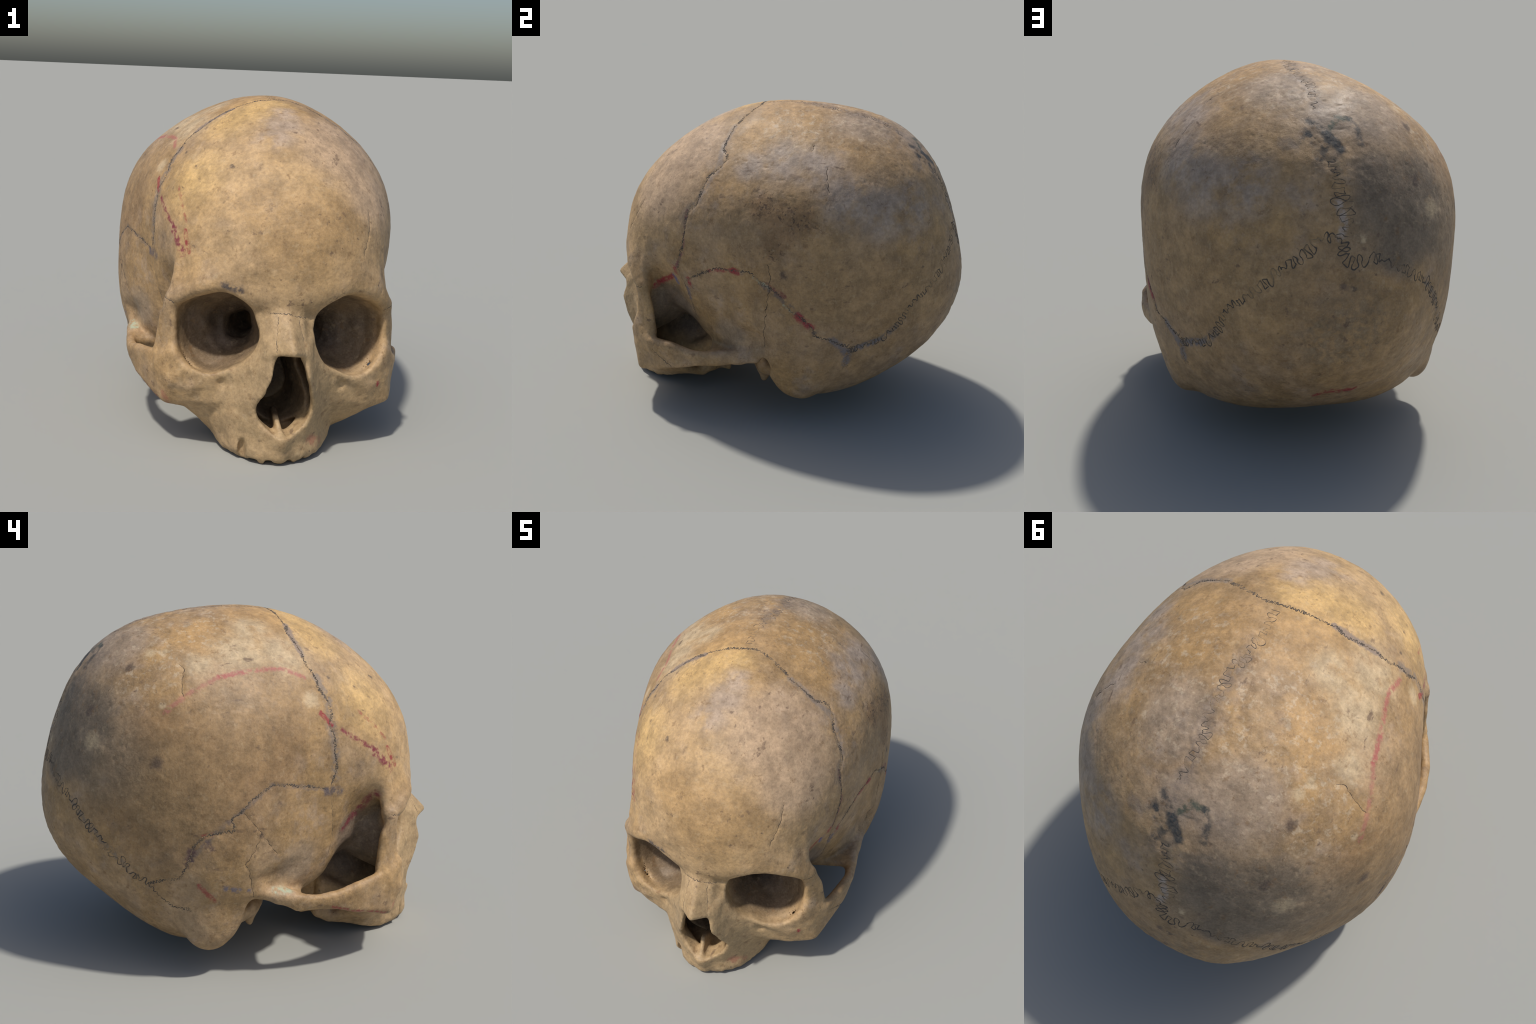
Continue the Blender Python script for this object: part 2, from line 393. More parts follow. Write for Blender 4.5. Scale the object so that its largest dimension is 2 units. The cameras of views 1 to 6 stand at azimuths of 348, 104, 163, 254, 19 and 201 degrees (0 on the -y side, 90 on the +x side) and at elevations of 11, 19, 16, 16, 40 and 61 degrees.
    # empty tooth sockets along the jaw edge
    for sx, px, py, pz in ((-1, 0.262, -0.40, 0.085), (-1, 0.262, -0.47, 0.07), (-1, 0.252, -0.54, 0.04), (-1, 0.240, -0.62, 0.015), (-1, 0.222, -0.70, 0.0),
                           (-1, 0.145, -0.83, -0.005), (-1, 0.085, -0.865, -0.005), (1, 0.0, -0.87, -0.005), (1, 0.065, -0.85, 0.0), (1, 0.125, -0.80, 0.0),
                           (1, 0.17, -0.73, 0.015), (1, 0.205, -0.65, 0.045), (1, 0.228, -0.57, 0.075), (1, 0.237, -0.49, 0.085), (1, 0.24, -0.41, 0.09)):
        f = 0.7 + 0.5 * abs(math.sin(41.0 * px + 17.0 * py))
        cut(*ellipsoid((sx * px, py, pz), (0.020 * f, 0.022 * f, 0.034 * f)), 0.012)


ORBITS = [
    ([(-0.500, -0.660, 0.685), (-0.40, -0.720, 0.745), (-0.296, -0.771, 0.780), (-0.20, -0.765, 0.730), (-0.147, -0.750, 0.640),
      (-0.122, -0.771, 0.570), (-0.193, -0.773, 0.483), (-0.280, -0.735, 0.420), (-0.367, -0.700, 0.392), (-0.445, -0.690, 0.425),
      (-0.490, -0.670, 0.48), (-0.508, -0.670, 0.58)], (-0.03, -0.23, 0.53)),
    ([(0.485, -0.715, 0.655), (0.39, -0.775, 0.735), (0.245, -0.835, 0.768), (0.165, -0.82, 0.72), (0.110, -0.80, 0.64),
      (0.105, -0.795, 0.565), (0.146, -0.794, 0.480), (0.249, -0.794, 0.420), (0.361, -0.758, 0.380), (0.445, -0.729, 0.435),
      (0.478, -0.715, 0.50), (0.488, -0.710, 0.58)], (0.04, -0.26, 0.52)),
]


# ------------------------------------------------------------------ meshing
def surface_nets():
    f = F
    inside = f < 0
    # cells crossed by the surface
    cs = np.zeros(np.array(f.shape) - 1, np.uint8)
    corner = [(i, j, k) for i in (0, 1) for j in (0, 1) for k in (0, 1)]
    sl = lambda o, n: slice(o, n - 1 + o)
    for c in corner:
        cs += inside[tuple(sl(c[a], f.shape[a]) for a in range(3))]
    cell = np.argwhere((cs > 0) & (cs < 8))
    index = -np.ones(cs.shape, np.int32)
    index[tuple(cell.T)] = np.arange(len(cell))
    acc = np.zeros((len(cell), 3))
    cnt = np.zeros(len(cell))
    for c in corner:
        for a in range(3):
            if c[a] == 0:
                d = list(c)
                d[a] = 1
                i0 = tuple((cell + c).T)
                i1 = tuple((cell + d).T)
                f0, f1 = f[i0], f[i1]
                m = (f0 < 0) != (f1 < 0)
                t = f0[m] / (f0[m] - f1[m])
                p = cell[m] + np.array(c, float)
                p[:, a] += t
                acc[m] += p
                cnt[m] += 1
    V = acc / cnt[:, None] * H + LO
    quads = []
    for a in range(3):
        b, c = (a + 1) % 3, (a + 2) % 3
        s0 = [slice(1, -1)] * 3
        s1 = [slice(1, -1)] * 3
        s0[a] = slice(0, -1)
        s1[a] = slice(1, None)
        A, B = inside[tuple(s0)], inside[tuple(s1)]
        for flip in (False, True):
            e = np.argwhere((A & ~B) if not flip else (~A & B))
            off = np.ones(3, int)
            off[a] = 0
            e = e + off
            eb, ec = np.zeros(3, int), np.zeros(3, int)
            eb[b] = 1
            ec[c] = 1
            q = [e, e - eb, e - eb - ec, e - ec]
            q = np.stack([index[tuple(p.T)] for p in q], 1)
            quads.append(q[:, ::-1] if flip else q)
    return V, np.concatenate(quads)


# ------------------------------------------------------------------ surface relief
def lattice_noise(P, wavelength, seed):
    """Smooth random field, about -1..1."""
    r = np.random.default_rng(seed)
    n = 32
    lat = r.uniform(-1, 1, (n, n, n))
    q = np.asarray(P) / wavelength + 100.0
    i = np.floor(q).astype(int)
    f = q - i
    f = f * f * (3 - 2 * f)
    out = 0
    for dx in (0, 1):
        for dy in (0, 1):
            for dz in (0, 1):
                w = (f[:, 0] if dx else 1 - f[:, 0]) * (f[:, 1] if dy else 1 - f[:, 1]) * (f[:, 2] if dz else 1 - f[:, 2])
                out = out + w * lat[(i[:, 0] + dx) % n, (i[:, 1] + dy) % n, (i[:, 2] + dz) % n]
    return out


def vertex_normals(V, Q):
    n = np.cross(V[Q[:, 2]] - V[Q[:, 0]], V[Q[:, 3]] - V[Q[:, 1]])
    N = np.zeros_like(V)
    for k in range(4):
        np.add.at(N, Q[:, k], n)
    return N / np.maximum(np.linalg.norm(N, axis=1), 1e-12)[:, None]


def ball(P, c, r):
    d = np.linalg.norm(P - np.asarray(c), axis=1) / r
    return np.clip(1 - d * d, 0, 1) ** 2


def relief(V, N):
    d = 0.0016 * lattice_noise(V, 0.13, 1) + 0.0010 * lattice_noise(V, 0.05, 2) + 0.0008 * lattice_noise(V, 0.022, 3)
    # rough muscle area low on the back, rough midline of the crown
    rough = ball(V, (0.0, 0.93, 0.62), 0.42) + 0.8 * ball(V, (0.05, 0.45, 1.6), 0.40) + 0.8 * ball(V, (0.05, 0.85, 1.35), 0.25)
    d += rough * (0.0022 * lattice_noise(V, 0.018, 4) + 0.003 * lattice_noise(V, 0.04, 5))
    # uneven walls inside the orbits and the nose
    for c, r in (((-0.24, -0.50, 0.56), 0.26), ((0.22, -0.53, 0.55), 0.26), ((-0.03, -0.66, 0.32), 0.20)):
        d += ball(V, c, r) * (0.016 * lattice_noise(V, 0.07, 6) + 0.006 * lattice_noise(V, 0.03, 7))
    # jaw edge crumbled where the teeth are lost
    low = np.clip(1 - V[:, 2] / 0.10, 0, 1) * (V[:, 1] < -0.25)
    d += low * (0.004 * lattice_noise(V, 0.03, 8) + 0.003 * lattice_noise(V, 0.016, 9))
    # sparse small pits
    p = lattice_noise(V, 0.016, 10)
    d -= 0.0016 * np.clip(p - 0.62, 0, 1) / 0.2
    return V + N * d[:, None]


# ------------------------------------------------------------------ sutures and cracks
# course of each seam, amplitude and pitch of its teeth, line radius
SEAMS = {
    "coronal": ([(-0.578, -0.25, 0.878), (-0.572, -0.282, 0.992), (-0.573, -0.261, 1.052), (-0.562, -0.261, 1.118), (-0.553, -0.238, 1.174),
                 (-0.532, -0.255, 1.214), (-0.509, -0.243, 1.267), (-0.488, -0.201, 1.321), (-0.446, -0.201, 1.369), (-0.406, -0.165, 1.42),
                 (-0.357, -0.159, 1.46), (-0.289, -0.14, 1.512), (-0.233, -0.123, 1.547), (-0.182, -0.133, 1.57), (-0.116, -0.117, 1.597),
                 (-0.038, -0.109, 1.618), (0.031, -0.106, 1.624), (0.107, -0.104, 1.62), (0.21, -0.155, 1.583), (0.287, -0.189, 1.541),
                 (0.358, -0.207, 1.494), (0.415, -0.22, 1.45), (0.478, -0.18, 1.41), (0.507, -0.216, 1.369), (0.527, -0.264, 1.326),
                 (0.559, -0.287, 1.268), (0.587, -0.313, 1.194), (0.584, -0.363, 1.148), (0.599, -0.38, 1.045), (0.597, -0.395, 0.952),
                 (0.563, -0.43, 0.838)], 0.006, 0.014, 0.0022),
    "sagittal": ([(0.04, -0.072, 1.629), (0.04, -0.032, 1.634), (0.024, 0.006, 1.636), (0.031, 0.082, 1.638), (0.06, 0.121, 1.636),
                  (0.054, 0.184, 1.632), (0.085, 0.224, 1.625), (0.069, 0.326, 1.614), (0.088, 0.403, 1.597), (0.083, 0.467, 1.581),
                  (0.065, 0.489, 1.578), (0.076, 0.558, 1.55), (0.09, 0.612, 1.522), (0.1, 0.661, 1.49)], 0.017, 0.034, 0.0013),
    "sagittal_rear": ([(0.066, 0.83, 1.32), (0.069, 0.842, 1.299), (0.069, 0.876, 1.23), (0.072, 0.904, 1.161), (0.052, 0.93, 1.09), (0.073, 0.948, 1.03)],
                      0.028, 0.034, 0.0017),
    "lambdoid": ([(0.612, 0.495, 0.492), (0.539, 0.641, 0.535), (0.513, 0.709, 0.6), (0.482, 0.786, 0.716), (0.438, 0.841, 0.781),
                  (0.383, 0.885, 0.849), (0.341, 0.907, 0.892), (0.29, 0.926, 0.928), (0.247, 0.94, 0.943), (0.202, 0.947, 0.97),
                  (0.154, 0.944, 1.014), (0.108, 0.952, 1.009), (0.073, 0.948, 1.03), (0.063, 0.968, 0.958), (0.025, 0.973, 0.938),
                  (-0.026, 0.971, 0.934), (-0.089, 0.964, 0.928), (-0.167, 0.95, 0.909), (-0.24, 0.931, 0.863), (-0.318, 0.893, 0.818),
                  (-0.367, 0.859, 0.761), (-0.415, 0.811, 0.703), (-0.44, 0.771, 0.639), (-0.458, 0.73, 0.572), (-0.499, 0.68, 0.56),
                  (-0.512, 0.649, 0.515), (-0.55, 0.589, 0.478)], 0.019, 0.036, 0.0027),
    "squamosal_left": ([(0.565, -0.382, 0.771), (0.622, -0.279, 0.837), (0.655, -0.188, 0.881), (0.68, -0.09, 0.887), (0.697, -0.006, 0.889),
                        (0.705, 0.052, 0.84), (0.713, 0.12, 0.815), (0.715, 0.165, 0.774), (0.713, 0.209, 0.708), (0.708, 0.264, 0.677),
                        (0.695, 0.323, 0.614), (0.691, 0.323, 0.576), (0.666, 0.402, 0.557), (0.639, 0.453, 0.521), (0.618, 0.494, 0.517)],
                       0.005, 0.017, 0.0022),
    "squamosal_right": ([(-0.587, -0.223, 0.882), (-0.618, -0.128, 0.909), (-0.654, -0.022, 0.931), (-0.678, 0.06, 0.943), (-0.693, 0.114, 0.911),
                         (-0.703, 0.166, 0.884), (-0.708, 0.194, 0.842), (-0.71, 0.249, 0.813), (-0.712, 0.226, 0.755), (-0.704, 0.312, 0.747),
                         (-0.692, 0.364, 0.735), (-0.675, 0.415, 0.676), (-0.665, 0.428, 0.604), (-0.641, 0.461, 0.527), (-0.606, 0.521, 0.512),
                         (-0.55, 0.589, 0.478)], 0.005, 0.015, 0.0020),
    "sphenoid_right": ([(-0.578, -0.25, 0.878), (-0.565, -0.267, 0.777), (-0.52, -0.292, 0.613), (-0.51, -0.27, 0.512)], 0.0015, 0.03, 0.0013),
    "sphenoid_left": ([(0.563, -0.43, 0.838), (0.545, -0.40, 0.76), (0.514, -0.371, 0.655), (0.481, -0.354, 0.531)], 0.003, 0.03, 0.0014),
    "mastoid_left": ([(0.618, 0.494, 0.517), (0.596, 0.477, 0.414), (0.581, 0.46, 0.355)], 0.009, 0.022, 0.0018),
    "mastoid_right": ([(-0.55, 0.589, 0.478), (-0.571, 0.537, 0.422), (-0.592, 0.473, 0.371), (-0.626, 0.401, 0.373)], 0.008, 0.022, 0.0016),
    "nasal_root": ([(-0.10, -0.83, 0.70), (-0.06, -0.87, 0.715), (-0.02, -0.885, 0.72), (0.03, -0.875, 0.70), (0.075, -0.84, 0.68)], 0.003, 0.02, 0.0016),
    "nasal_right": ([(-0.075, -0.87, 0.70), (-0.080, -0.90, 0.62), (-0.085, -0.94, 0.55)], 0.002, 0.02, 0.0013),
    "nasal_left": ([(0.035, -0.88, 0.69), (0.038, -0.905, 0.61), (0.040, -0.94, 0.54)], 0.002, 0.02, 0.0015),
    "cheek_outer_right": ([(-0.500, -0.62, 0.71), (-0.532, -0.621, 0.713), (-0.554, -0.573, 0.723)], 0.003, 0.015, 0.0015),
    "cheek_outer_left": ([(0.48, -0.69, 0.68), (0.505, -0.69, 0.685), (0.53, -0.645, 0.69)], 0.003, 0.015, 0.0015),
    "arch_left": ([(0.56, -0.59, 0.38), (0.60, -0.53, 0.33), (0.61, -0.46, 0.29)], 0.003, 0.02, 0.0018),
}
CRACKS = [
    [(-0.708, 0.189, 0.836), (-0.701, 0.105, 0.731), (-0.704, 0.143, 0.643), (-0.704, 0.176, 0.599), (-0.689, 0.146, 0.52), (-0.664, 0.125, 0.412)],
    [(0.714, 0.087, 0.949), (0.715, 0.104, 0.894), (0.71, 0.097, 0.812), (0.699, 0.079, 0.701), (0.691, 0.071, 0.614), (0.665, 0.037, 0.479)],
    [(0.527, 0.338, 1.407), (0.565, 0.345, 1.368), (0.61, 0.366, 1.305)],
    [(0.425, 0.256, 1.493), (0.462, 0.253, 1.468)],
    [(-0.411, 0.421, 1.438), (-0.434, 0.403, 1.425), (-0.491, 0.426, 1.371), (-0.541, 0.43, 1.316)],
    [(0.386, -0.669, 1.14), (0.378, -0.716, 1.061), (0.34, -0.779, 0.952)],
    [(-0.701, 0.105, 0.731), (-0.690, 0.06, 0.67), (-0.675, 0.02, 0.62)],
]


def seam_path(bvh, pts, amp, pitch, seed, step=0.0022):
    """Toothed line on the surface: arches that lean back over themselves."""
    r = np.random.default_rng(seed)
    P = np.asarray(pts, float)
    seg = np.linalg.norm(np.diff(P, axis=0), axis=1)
    L = np.concatenate([[0], np.cumsum(seg)])
    n = int(L[-1] / 0.006)
    s = np.linspace(0, L[-1], n)
    C = np.stack([np.interp(s, L, P[:, k]) for k in range(3)], 1)
    for _ in range(3):
        C[1:-1] = 0.25 * (C[:-2] + C[2:]) + 0.5 * C[1:-1]
    base, lat, tan = [], [], []
    T = np.gradient(C, axis=0)
    for c, t in zip(C, T):
        loc, nor, _, _ = bvh.find_nearest(Vector(c))
        t = t / np.linalg.norm(t)
        b = np.cross(t, np.array(nor))
        base.append(loc), lat.append(b / np.linalg.norm(b)), tan.append(t)
    base, lat, tan = np.array(base), np.array(lat), np.array(tan)
    m = int(L[-1] * (1 + 5 * amp / pitch) / step)
    q = np.linspace(0, L[-1], m)
    knots = np.arange(0, L[-1] + 4 * pitch, pitch)
    drift = np.interp(q, knots, r.uniform(0.2, 1.5, len(knots)))
    jit = np.interp(q, knots[::2], r.normal(0, 0.45, len(knots[::2])))
    phase = 2 * np.pi * np.interp(q, knots, np.arange(len(knots)) + r.uniform(-0.45, 0.45, len(knots)))
    off = amp * (drift * np.sin(phase) + 0.25 * np.sin(2.7 * phase + 1) + jit)
    along = -np.clip(amp / pitch, 0, 0.8) * 0.27 * pitch * np.sin(2 * phase) * drift
    i = np.clip(q + along, 0, L[-1]) / max(L[-1], 1e-9) * (n - 1)
    pick = lambda A: np.stack([np.interp(i, np.arange(n), A[:, k]) for k in range(3)], 1)
    out = pick(base) + pick(lat) * off[:, None]
    pos, nrm = [], []
    for c in out:
        loc, nor, _, _ = bvh.find_nearest(Vector(c))
        pos.append(loc), nrm.append(nor)
    pos, nrm = np.array(pos), np.array(nrm)
    for _ in range(2):
        pos[1:-1] = 0.25 * (pos[:-2] + pos[2:]) + 0.5 * pos[1:-1]
    return pos, nrm


def tube(name, pos, nrm, radius, mat, parent, seed, sink=0.45):
    r = np.random.default_rng(seed)
    n = len(pos)
    T = np.gradient(pos, axis=0)
    T /= np.maximum(np.linalg.norm(T, axis=1), 1e-9)[:, None]
    B = np.cross(T, nrm)
    B /= np.maximum(np.linalg.norm(B, axis=1), 1e-9)[:, None]
    k = max(2, n // 9)
    rad = radius * np.interp(np.arange(n), np.linspace(0, n, k), r.uniform(0.35, 1.45, k))
    rad[0] = rad[-1] = radius * 0.2
    c = pos - nrm * (rad * sink)[:, None]
    a = np.arange(5) * 2 * np.pi / 5 + np.pi / 2
    V = (c[:, None] + rad[:, None, None] * (np.cos(a)[None, :, None] * B[:, None] * 1.25 + np.sin(a)[None, :, None] * nrm[:, None])).reshape(-1, 3)
    i = np.arange(n - 1)[:, None] * 5
    j = np.arange(5)[None]
    Q = np.stack([i + j, i + (j + 1) % 5, i + 5 + (j + 1) % 5, i + 5 + j], -1).reshape(-1, 4)
    return new_mesh(name, V, Q, mat, parent)


def new_mesh(name, V, Q, mat, parent, normals=None):
    me = bpy.data.meshes.new(name)
    me.vertices.add(len(V))
    me.vertices.foreach_set("co", np.ascontiguousarray(V, np.float32).ravel())
    me.loops.add(Q.size)
    me.loops.foreach_set("vertex_index", np.ascontiguousarray(Q, np.int32).ravel())
    me.polygons.add(len(Q))
    me.polygons.foreach_set("loop_start", np.arange(len(Q), dtype=np.int32) * Q.shape[1])
    me.update(calc_edges=True)
    me.polygons.foreach_set("use_smooth", np.ones(len(Q), bool))
    if normals is not None:
        me.normals_split_custom_set_from_vertices(np.ascontiguousarray(normals, np.float32).tolist())
    me.materials.append(mat)
    ob = bpy.data.objects.new(name, me)
    bpy.context.scene.collection.objects.link(ob)
    ob.parent = parent
    return ob


# ------------------------------------------------------------------ which bone is where
def bone_regions(C):
    x, y, z = C.T
    ax = np.abs(x)
    cor = np.array(SEAMS["coronal"][0])
    ph = np.arctan2(cor[:, 0], cor[:, 2] - 0.8)
    o = np.argsort(ph)
    y_cor = np.interp(np.arctan2(x, z - 0.8), ph[o], cor[o, 1])
    lam = np.array(SEAMS["lambdoid"][0])
    th = np.arctan2(lam[:, 0], lam[:, 1])
    o = np.argsort(th)
    tk = np.concatenate([[-1.25, -1.0], th[o], [1.0, 1.25]])
    z_lam = np.interp(np.arctan2(x, y), tk, np.concatenate([[0, 0.36], lam[o, 2], [0.31, 0]]))
    def squam(key):
        q = np.array(SEAMS[key][0])
        o = np.argsort(q[:, 1])
        return np.interp(y, q[o, 1], q[o, 2])
    z_sq = np.where(x > 0, squam("squamosal_left"), squam("squamosal_right"))
    sag = np.array(SEAMS["sagittal"][0] + SEAMS["sagittal_rear"][0])
    x_sag = np.interp(y, sag[:, 1], sag[:, 0])
    R = np.full(len(C), "parietal_bone", dtype=object)
    R[(x < x_sag)] = "parietal_bone_r"
    temporal = (z < z_sq) & (ax > 0.28) & (y > -0.40) & (y < 0.62)
    R[temporal] = np.where(x[temporal] > 0, "temporal_bone", "temporal_bone_r")
    y_sph = np.interp(z, [0.4, 0.52, 0.65, 0.85], [-0.24, -0.31, -0.33, -0.33])
    R[(y < y_sph) & (z < 0.85) & (z > 0.30)] = "sphenoid_bone"
    R[(z < 0.42) & (ax < 0.40) & (y < 0.12)] = "sphenoid_bone"
    R[(y > 0.08) & (z < z_lam) & ~((ax > 0.45) & (y < 0.45))] = "occipital_bone"
    front = (y < y_cor) & (z > 0.70 + 0.05 * (ax < 0.16)) & ~((y > -0.56) & (z < 0.80))
    R[front] = "frontal_bone"
    R[(y < -0.55) & (z > 0.69) & (z < 0.85)] = "frontal_bone"
    R[(y < -0.30) & (z < 0.42) & (ax < 0.36 + 0.6 * np.clip(0.376 - z, -0.1, 0.4))] = "maxilla"
    R[(y < -0.66) & (z < 0.70) & (ax < 0.37)] = "maxilla"
    zyg = ((y < -0.60) & (z < 0.70) & (ax > 0.36 + 0.6 * np.clip(0.376 - z, 0, 0.4)))
    zyg |= (y < -0.40) & (ax > 0.495) & (z < 0.70)
    zyg |= (y < -0.40) & (ax > 0.40) & (z < 0.42)
    R[zyg] = np.where(x[zyg] > 0, "zygomatic_bone", "zygomatic_bone_r")
    arch = (y >= -0.40) & (y < 0.05) & (ax > 0.50) & (z < 0.46)
    R[arch] = np.where(x[arch] > 0, "temporal_bone", "temporal_bone_r")
    nose = (np.abs(x + 0.024) < 0.066) & (y < -0.84) & (z > 0.50) & (z < 0.715)
    R[nose] = "nasal_bone"
    R[(np.abs(x + 0.033) < 0.016) & (y > -0.92) & (y < -0.56) & (z > 0.13) & (z < 0.42)] = "nasal_septum"
    return R


# ------------------------------------------------------------------ material
class Graph:
    def __init__(self, name):
        self.mat = bpy.data.materials.new(name)
        self.mat.use_nodes = True
        self.nt = self.mat.node_tree
        self.bsdf = self.nt.nodes["Principled BSDF"]
        self.pos = self.node("ShaderNodeTexCoord").outputs["Object"]

    def node(self, kind, **kw):
        n = self.nt.nodes.new(kind)
        for k, v in kw.items():
            setattr(n, k, v)
        return n

    def put(self, sock, v):
        if isinstance(v, bpy.types.NodeSocket):
            self.nt.links.new(v, sock)
        else:
            sock.default_value = v

    def math(self, op, a, b=0.0, clamp=False):
        n = self.node("ShaderNodeMath", operation=op, use_clamp=clamp)
        self.put(n.inputs[0], a)
        self.put(n.inputs[1], b)
        return n.outputs[0]

    def vec(self, op, a, b=None, scale=None):
        n = self.node("ShaderNodeVectorMath", operation=op)
        self.put(n.inputs[0], a)
        if b is not None:
            self.put(n.inputs[1], b)
        if scale is not None:
            self.put(n.inputs["Scale"], scale)
        return n.outputs["Value"] if op in ("DISTANCE", "DOT_PRODUCT", "LENGTH") else n.outputs["Vector"]

    def noise(self, scale, detail=3.0, rough=0.55, pos=None, color=False, squash=None):
        n = self.node("ShaderNodeTexNoise")
        p = self.pos if pos is None else pos
        if squash is not None:
            p = self.vec("MULTIPLY", p, squash)
        self.put(n.inputs["Vector"], p)
        n.inputs["Scale"].default_value = scale
        n.inputs["Detail"].default_value = detail
        n.inputs["Roughness"].default_value = rough
        return n.outputs["Color" if color else "Fac"]

    def ramp(self, v, lo, hi, a=0.0, b=1.0):
        n = self.node("ShaderNodeMapRange", interpolation_type="SMOOTHSTEP")
        self.put(n.inputs["Value"], v)
        n.inputs["From Min"].default_value = lo
        n.inputs["From Max"].default_value = hi
        n.inputs["To Min"].default_value = a
        n.inputs["To Max"].default_value = b
        return n.outputs["Result"]

    def mix(self, fac, a, b, mode="MIX"):
        n = self.node("ShaderNodeMix", data_type="RGBA", blend_type=mode)
        col = lambda c: c if isinstance(c, bpy.types.NodeSocket) else (*c, 1.0)
        self.put(n.inputs[0], fac)
        self.put(n.inputs[6], col(a))
        self.put(n.inputs[7], col(b))
        return n.outputs[2]

    def warp(self, scale, amount):
        c = self.vec("SUBTRACT", self.noise(scale, 3.0, 0.6, color=True), (0.5, 0.5, 0.5))
        return self.vec("ADD", self.pos, self.vec("SCALE", c, scale=amount))

    def blob(self, pos, c, r, soft=0.5):
        return self.ramp(self.vec("DISTANCE", pos, c), r * (1 - soft), r * (1 + soft), 1.0, 0.0)

    def blobs(self, pos, items, soft=0.5):
        out = None
        for c, r in items:
            b = self.blob(pos, c, r, soft)
            out = b if out is None else self.math("MAXIMUM", out, b)
        return out

    def stroke(self, pos, pts, width, soft=0.6):
        out = None
        for a, b in zip(pts[:-1], pts[1:]):
            ba = [q - p for p, q in zip(a, b)]
            l2 = sum(q * q for q in ba)
            pa = self.vec("SUBTRACT", pos, a)
            t = self.math("DIVIDE", self.vec("DOT_PRODUCT", pa, tuple(ba)), l2, clamp=True)
            near = self.vec("ADD", self.vec("SCALE", tuple(ba), scale=t), a)
            d = self.vec("DISTANCE", pos, near)
            out = d if out is None else self.math("MINIMUM", out, d)
        return self.ramp(out, width * (1 - soft), width * (1 + soft), 1.0, 0.0)


TAN, OCHRE, YELLOW = (0.365, 0.262, 0.160), (0.375, 0.250, 0.120), (0.62, 0.43, 0.185)
MAUVE, BROWN, CREAM = (0.35, 0.285, 0.235), (0.19, 0.115, 0.055), (0.52, 0.42, 0.275)
SLATE, RED, BLUE, PALE_GREEN = (0.085, 0.075, 0.065), (0.27, 0.025, 0.04), (0.10, 0.115, 0.20), (0.36, 0.43, 0.33)


